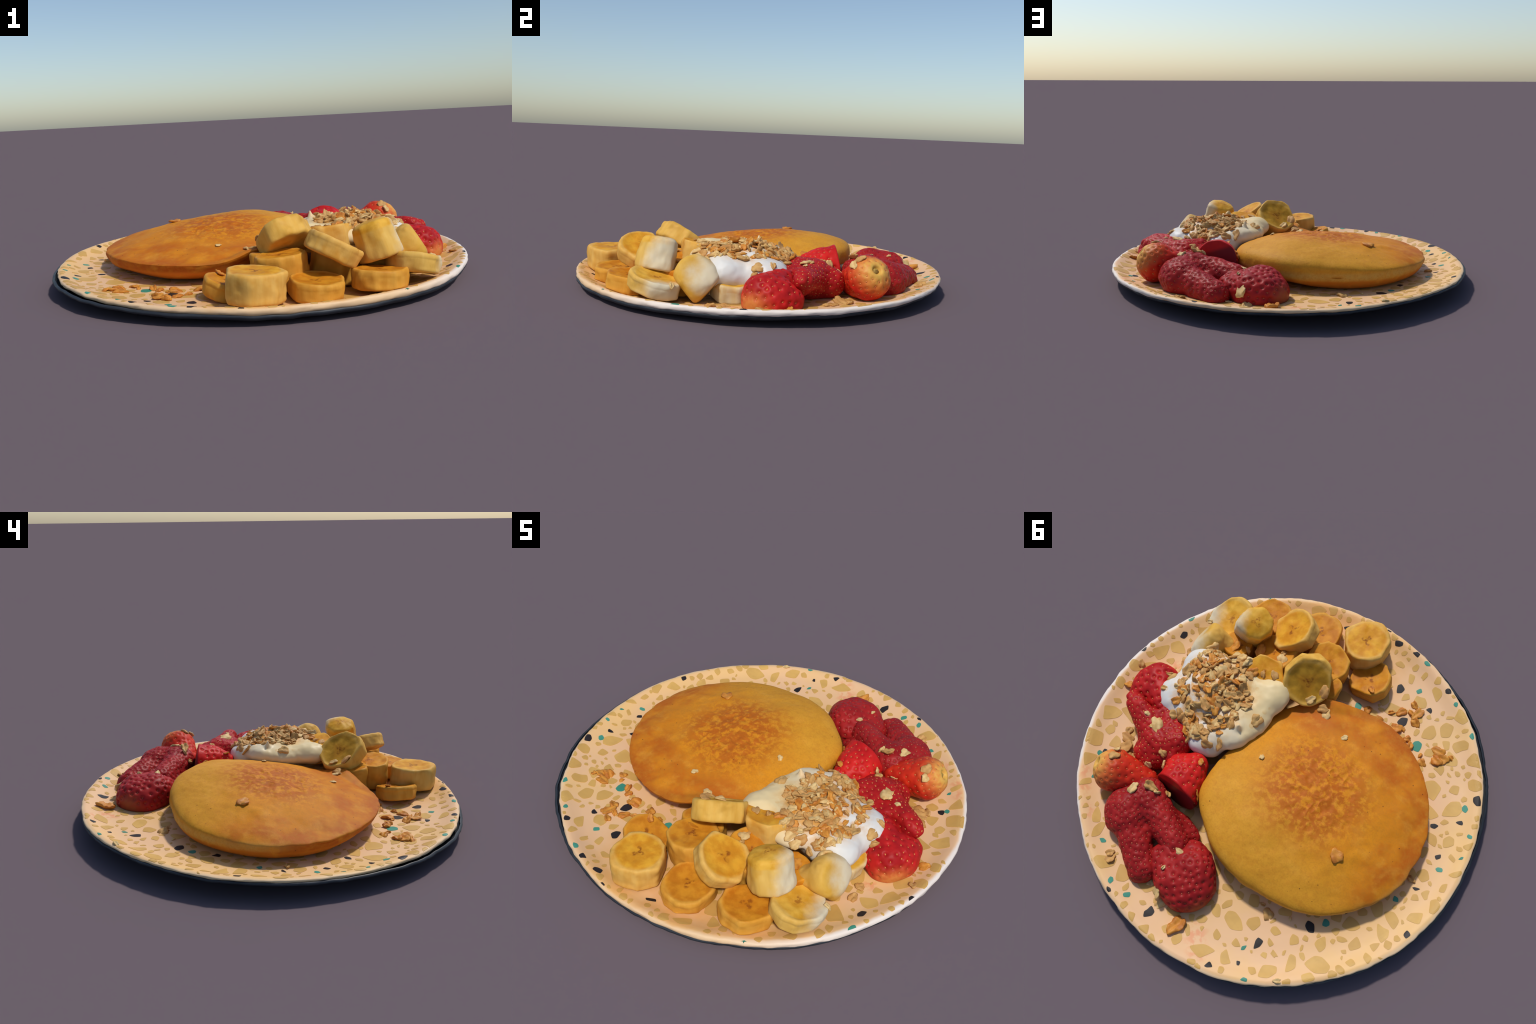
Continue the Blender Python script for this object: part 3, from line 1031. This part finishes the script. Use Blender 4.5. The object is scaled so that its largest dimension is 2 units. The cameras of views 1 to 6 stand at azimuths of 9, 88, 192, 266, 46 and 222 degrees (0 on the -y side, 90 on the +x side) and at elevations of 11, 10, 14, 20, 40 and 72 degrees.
def build_strawberries():
    red = "glossy red strawberry with small yellow seeds"
    out = []
    # whole berry with the pale shoulder and stem scar
    f = union([d_taper((.602, .505, .152), .106, (.47, .455, .11), .072)], .02)
    f = roughened(f, .004, 14, 3)
    f = minus(f, d_ellipsoid((.676, .530, .208), (.020, .020, .020)), .02)
    out.append(build_berry(f, (.36, .34, .03), (.74, .63, .30), (.668, .526, .200), (.41, .43, .09), BERRY_PALE, 1,
                           "whole strawberry with pale yellow shoulder and scar", .027, .004, scar=.017))
    # rounded berry in front of the yogurt
    f = union([d_taper((.778, .022, .085), .112, (.665, .085, .115), .085), d_ellipsoid((.80, .075, .085), (.085, .115, .088))], .03)
    f = roughened(f, .006, 12, 5)
    out.append(build_berry(f, (.52, -.14, .02), (.94, .24, .24), (.870, -.050, .045), (.60, .13, .12), BERRY_SHOULDER, 2, red, .030, .0065))
    # long half with a raised pointed flap over a hollow
    f = union([d_taper((.52, .255, .122), .100, (.745, .185, .155), .056), d_taper((.52, .255, .115), .095, (.42, .285, .115), .075),
               d_taper((.74, .185, .150), .055, (.800, .168, .172), .024), d_taper((.64, .115, .135), .055, (.47, .19, .145), .07), d_ellipsoid((.545, .335, .115), (.085, .07, .07))], .03)
    f = roughened(f, .006, 13, 9)
    f = minus(f, d_ellipsoid((.705, .118, .180), (.06, .035, .055)), .02)
    f = minus(f, d_taper((.87, .20, .08), .062, (.70, .28, .05), .06), .015)
    out.append(build_berry(f, (.30, .03, .03), (.86, .40, .25), (.38, .31, .11), (.83, .165, .18), BERRY_CRIMSON, 3,
                           "long halved strawberry with a pointed flap", .021, .004))
    # cut cone leaning on the pancake
    plane = half_space((.311, .392, .19), (.02, .97, .22))
    f = union([d_taper((.311, .385, .150), .116, (.323, .235, .150), .060), d_ellipsoid((.34, .31, .15), (.10, .10, .09))], .03)
    f = roughened(f, .004, 13, 12)
    f = minus(f, plane, .008)
    out.append(build_berry(f, (.15, .12, .03), (.46, .42, .30), (.311, .400, .150), (.323, .160, .150), BERRY_CUT, 4,
                           "cut strawberry cone with dark inner face", .027, .0055, bare=plane))
    # folded pair: two prongs joined at the broad end
    f = union([d_taper((.452, .595, .118), .092, (.195, .768, .080), .070), d_ellipsoid((.425, .635, .105), (.095, .095, .09)), d_taper((.40, .480, .137), .078, (.145, .585, .122), .067),
               d_ellipsoid((.425, .525, .115), (.10, .10, .095)), d_ellipsoid((.20, .50, .075), (.12, .06, .05))], .035)
    f = roughened(f, .006, 12, 15)
    f = minus(f, d_taper((.30, .615, .225), .022, (.20, .665, .19), .03), .03)
    out.append(build_berry(f, (.04, .36, .02), (.58, .87, .27), (.50, .50, .10), (.16, .76, .09), BERRY_DULL, 5,
                           "folded soft dark red strawberry halves", .021, .0045))
    # big dark berry with the stem scar
    f = union([d_ellipsoid((-.012, .684, .082), (.136, .132, .104)), d_ellipsoid((.0, .612, .112), (.098, .085, .092)), d_taper((.05, .62, .100), .08, (.135, .620, .100), .068), d_ellipsoid((.05, .548, .10), (.075, .05, .06)),
               d_taper((.05, .72, .10), .085, (.16, .665, .10), .055)], .03)
    f = roughened(f, .006, 11, 19)
    out.append(build_berry(f, (-.17, .50, .02), (.26, .84, .24), (-.118, .735, .082), (.22, .61, .11), BERRY_DULL, 7,
                           "large dark red strawberry with stem scar", .027, .0068, scar=.022))
    return out


# ================================================================== OATS
def oat_mesh(seed, mat, a=.026, b=.019, h=.0055):
    rg = np.random.default_rng(seed)
    v, f = ICO2
    v = v.copy()
    th = np.arctan2(v[:, 1], v[:, 0])
    rag = 1 + .12 * np.cos(3 * th + rg.uniform(0, 6)) + .08 * np.cos(5 * th + rg.uniform(0, 6)) + .05 * np.cos(9 * th + rg.uniform(0, 6))
    P = np.stack([v[:, 0] * a * rag, v[:, 1] * b * rag, np.sign(v[:, 2]) * np.abs(v[:, 2]) ** .6 * h], -1)
    crease = np.exp(-(P[:, 1] / .0035) ** 2)
    P[:, 2] -= crease * .0035 * (v[:, 2] > 0)
    P[:, 2] += rg.uniform(-6, 10) * P[:, 0] ** 2 + rg.uniform(-6, 12) * P[:, 1] ** 2
    P[:, 2] += fbm(P + seed, 70, 5, 2) * .0028
    me = mesh_from("oat_flake", P, f)
    me.materials.append(mat)
    return me


def oat_library():
    lib = {}
    for key, mat in (('toast', OAT_A), ('pale', OAT_B), ('syrup', OAT_C)):
        lib[key] = [oat_mesh(s * 7 + len(key), mat, a=aa, b=bb) for s, aa, bb in
                    ((1, .027, .020), (2, .024, .019), (3, .030, .020), (4, .021, .017), (5, .016, .010))]
    return lib


def world_tree(objs):
    vs, fs, o = [], [], 0
    for ob in objs:
        me = ob.data
        M = ob.matrix_world
        vs += [M @ v.co for v in me.vertices]
        fs += [[i + o for i in p.vertices] for p in me.polygons]
        o += len(me.vertices)
    return BVHTree.FromPolygons(vs, fs)


def drop_oat(tree, lib, key, x, y, parent, rg, tiltamt=.35, lift=.004, scale=None, z0=.6):
    hit, n, _, _ = tree.ray_cast(Vector((x, y, z0)), Vector((0, 0, -1)))
    if hit is None:
        return
    if n.z < 0:
        n = -n
    nn = (n + Vector(rg.normal(0, tiltamt, 3))).normalized()
    me = lib[key][int(rg.integers(0, len(lib[key])))]
    ob = bpy.data.objects.new("oat_flake", me)
    SCN.objects.link(ob)
    s = (scale or rg.uniform(.8, 1.15)) * 1.3
    M = frame(nn, hit + n * lift, rg.uniform(0, TAU)) @ Matrix.Diagonal((s, s * rg.uniform(.8, 1.1), s * rg.uniform(.8, 1.5), 1))
    ob.matrix_world = M
    ob.parent = parent
    ob.matrix_parent_inverse = parent.matrix_world.inverted()


# single oats read off the plate: x, y, look, size
LOOSE = []
PAN_OATS = [(-.474, .168, 'syrup', 1.25), (-.146, -.314, 'pale', .55), (.087, .021, 'pale', .5), (.205, .345, 'syrup', .8)]
BERRY_OATS = [(.584, .214, 'pale', 1.05), (.728, -.032, 'toast', 1.1), (.36, .459, 'pale', 1.1), (.33, .43, 'toast', 1.0), (.40, .46, 'toast', .9),
              (.454, .518, 'pale', 1.0), (.094, .602, 'pale', .55), (.10, .70, 'pale', .6), (.13, .79, 'pale', .7), (.50, .38, 'pale', .75),
              (.43, .34, 'pale', .8), (.60, .235, 'pale', .6), (.66, .20, 'pale', .5), (.47, .30, 'toast', .7), (.06, .80, 'pale', 1.1), (.30, .22, 'syrup', .8)]
PLATE_OATS = [(-.30, -.685, 'syrup', 1.2), (-.33, -.70, 'syrup', 1.0), (-.26, -.66, 'syrup', 1.0), (-.29, -.73, 'syrup', .9), (-.35, -.655, 'syrup', 1.0), (-.22, -.625, 'syrup', .9),
              (-.40, -.54, 'syrup', .9), (-.37, -.56, 'syrup', .7), (-.53, -.60, 'syrup', 1.0), (-.57, -.58, 'syrup', 1.1), (-.545, -.555, 'syrup', 1.0), (-.60, -.61, 'syrup', .9),
              (-.50, -.50, 'syrup', .8), (-.47, -.53, 'syrup', .7), (-.20, -.55, 'syrup', .9), (-.29, -.57, 'syrup', 1.0), (-.12, -.56, 'syrup', .8), (-.32, -.59, 'syrup', .8),
              (.72, .33, 'toast', 1.0), (.69, .37, 'toast', 1.1), (.66, .40, 'toast', 1.0), (.63, .38, 'toast', 1.0), (.74, .30, 'toast', .8), (.70, .41, 'toast', .9),
              (.64, .43, 'pale', .8), (.905, .115, 'syrup', 1.0), (.94, -.01, 'toast', .8), (.90, .05, 'toast', .6), (.78, -.16, 'toast', .8), (.80, -.23, 'toast', .9),
              (-.10, .86, 'syrup', 1.3), (.03, .83, 'pale', 1.1), (.35, .83, 'toast', 1.0), (.37, .81, 'toast', .8), (-.39, .55, 'toast', 1.0), (-.61, .75, 'pale', .9),
              (-.80, .00, 'toast', .8), (-.48, .50, 'pale', .5), (.62, .46, 'toast', .8), (-.34, .53, 'toast', .7)]
BANANA_OATS = [(.069, -.421, 'toast', 1.1), (.10, -.36, 'pale', .9), (.646, -.268, 'pale', 1.0), (.36, -.47, 'toast', .9), (.34, -.43, 'pale', 1.0), (.02, -.47, 'syrup', .9),
               (-.085, -.625, 'syrup', .6), (.80, -.40, 'pale', .9), (.0, -.36, 'pale', .9), (.03, -.37, 'toast', .8), (.47, -.42, 'syrup', 1.0), (.52, -.38, 'toast', 1.0), (.58, -.36, 'syrup', .9)]


def build_oats(plate_objs, pancake, yog, bananas, skins):
    lib = oat_library()
    rg = np.random.default_rng(23)
    loose = empty("oat_flakes", (0, 0, .05), "scattered toasted rolled oat flakes lying around", "oats")
    bpy.context.view_layer.update()
    everything = world_tree(plate_objs + [pancake, yog] + bananas + skins)
    for table in (PAN_OATS, BERRY_OATS, PLATE_OATS, BANANA_OATS):
        for x, y, key, s in table:
            drop_oat(everything, lib, key, x, y, loose, rg, .22, .004, s)
    # the heap on the yogurt: an elliptical pile, thickest in the middle
    for i in range(185):
        a, d = rg.uniform(0, TAU), rg.uniform(0, 1) ** .58
        x = .475 + math.cos(a) * d * .185 - math.sin(a) * d * .05
        y = -.085 + math.sin(a) * d * .235 + math.cos(a) * d * .03
        key = ('toast', 'toast', 'syrup', 'pale')[int(rg.integers(0, 4))]
        pile = max(0, 1 - d) * .020
        drop_oat(everything, lib, key, x, y, yog, rg, .45 if d < .7 else .25, .002 + pile * rg.uniform(0, 1), rg.uniform(.65, .95))
    for x, y in ((.40, .14), (.43, .165), (.36, .12), (.47, .13), (.33, .14), (.28, .10), (.42, .11), (.70, -.02), (.69, .05), (.56, .12), (.22, -.10), (.31, -.12), (.35, -.30), (.30, -.33)):
        drop_oat(everything, lib, 'toast', x, y, yog, rg, .3, .002)


# ================================================================== ASSEMBLE
plate = build_plate()
build_chips(plate)
pancake = build_pancake()
yog = build_yogurt()
bananas = build_bananas()
skins = build_strawberries()
bpy.context.view_layer.update()
dish = [o for o in plate.children if o.name.startswith("dish")]
build_oats(dish, pancake, yog, bananas, skins)
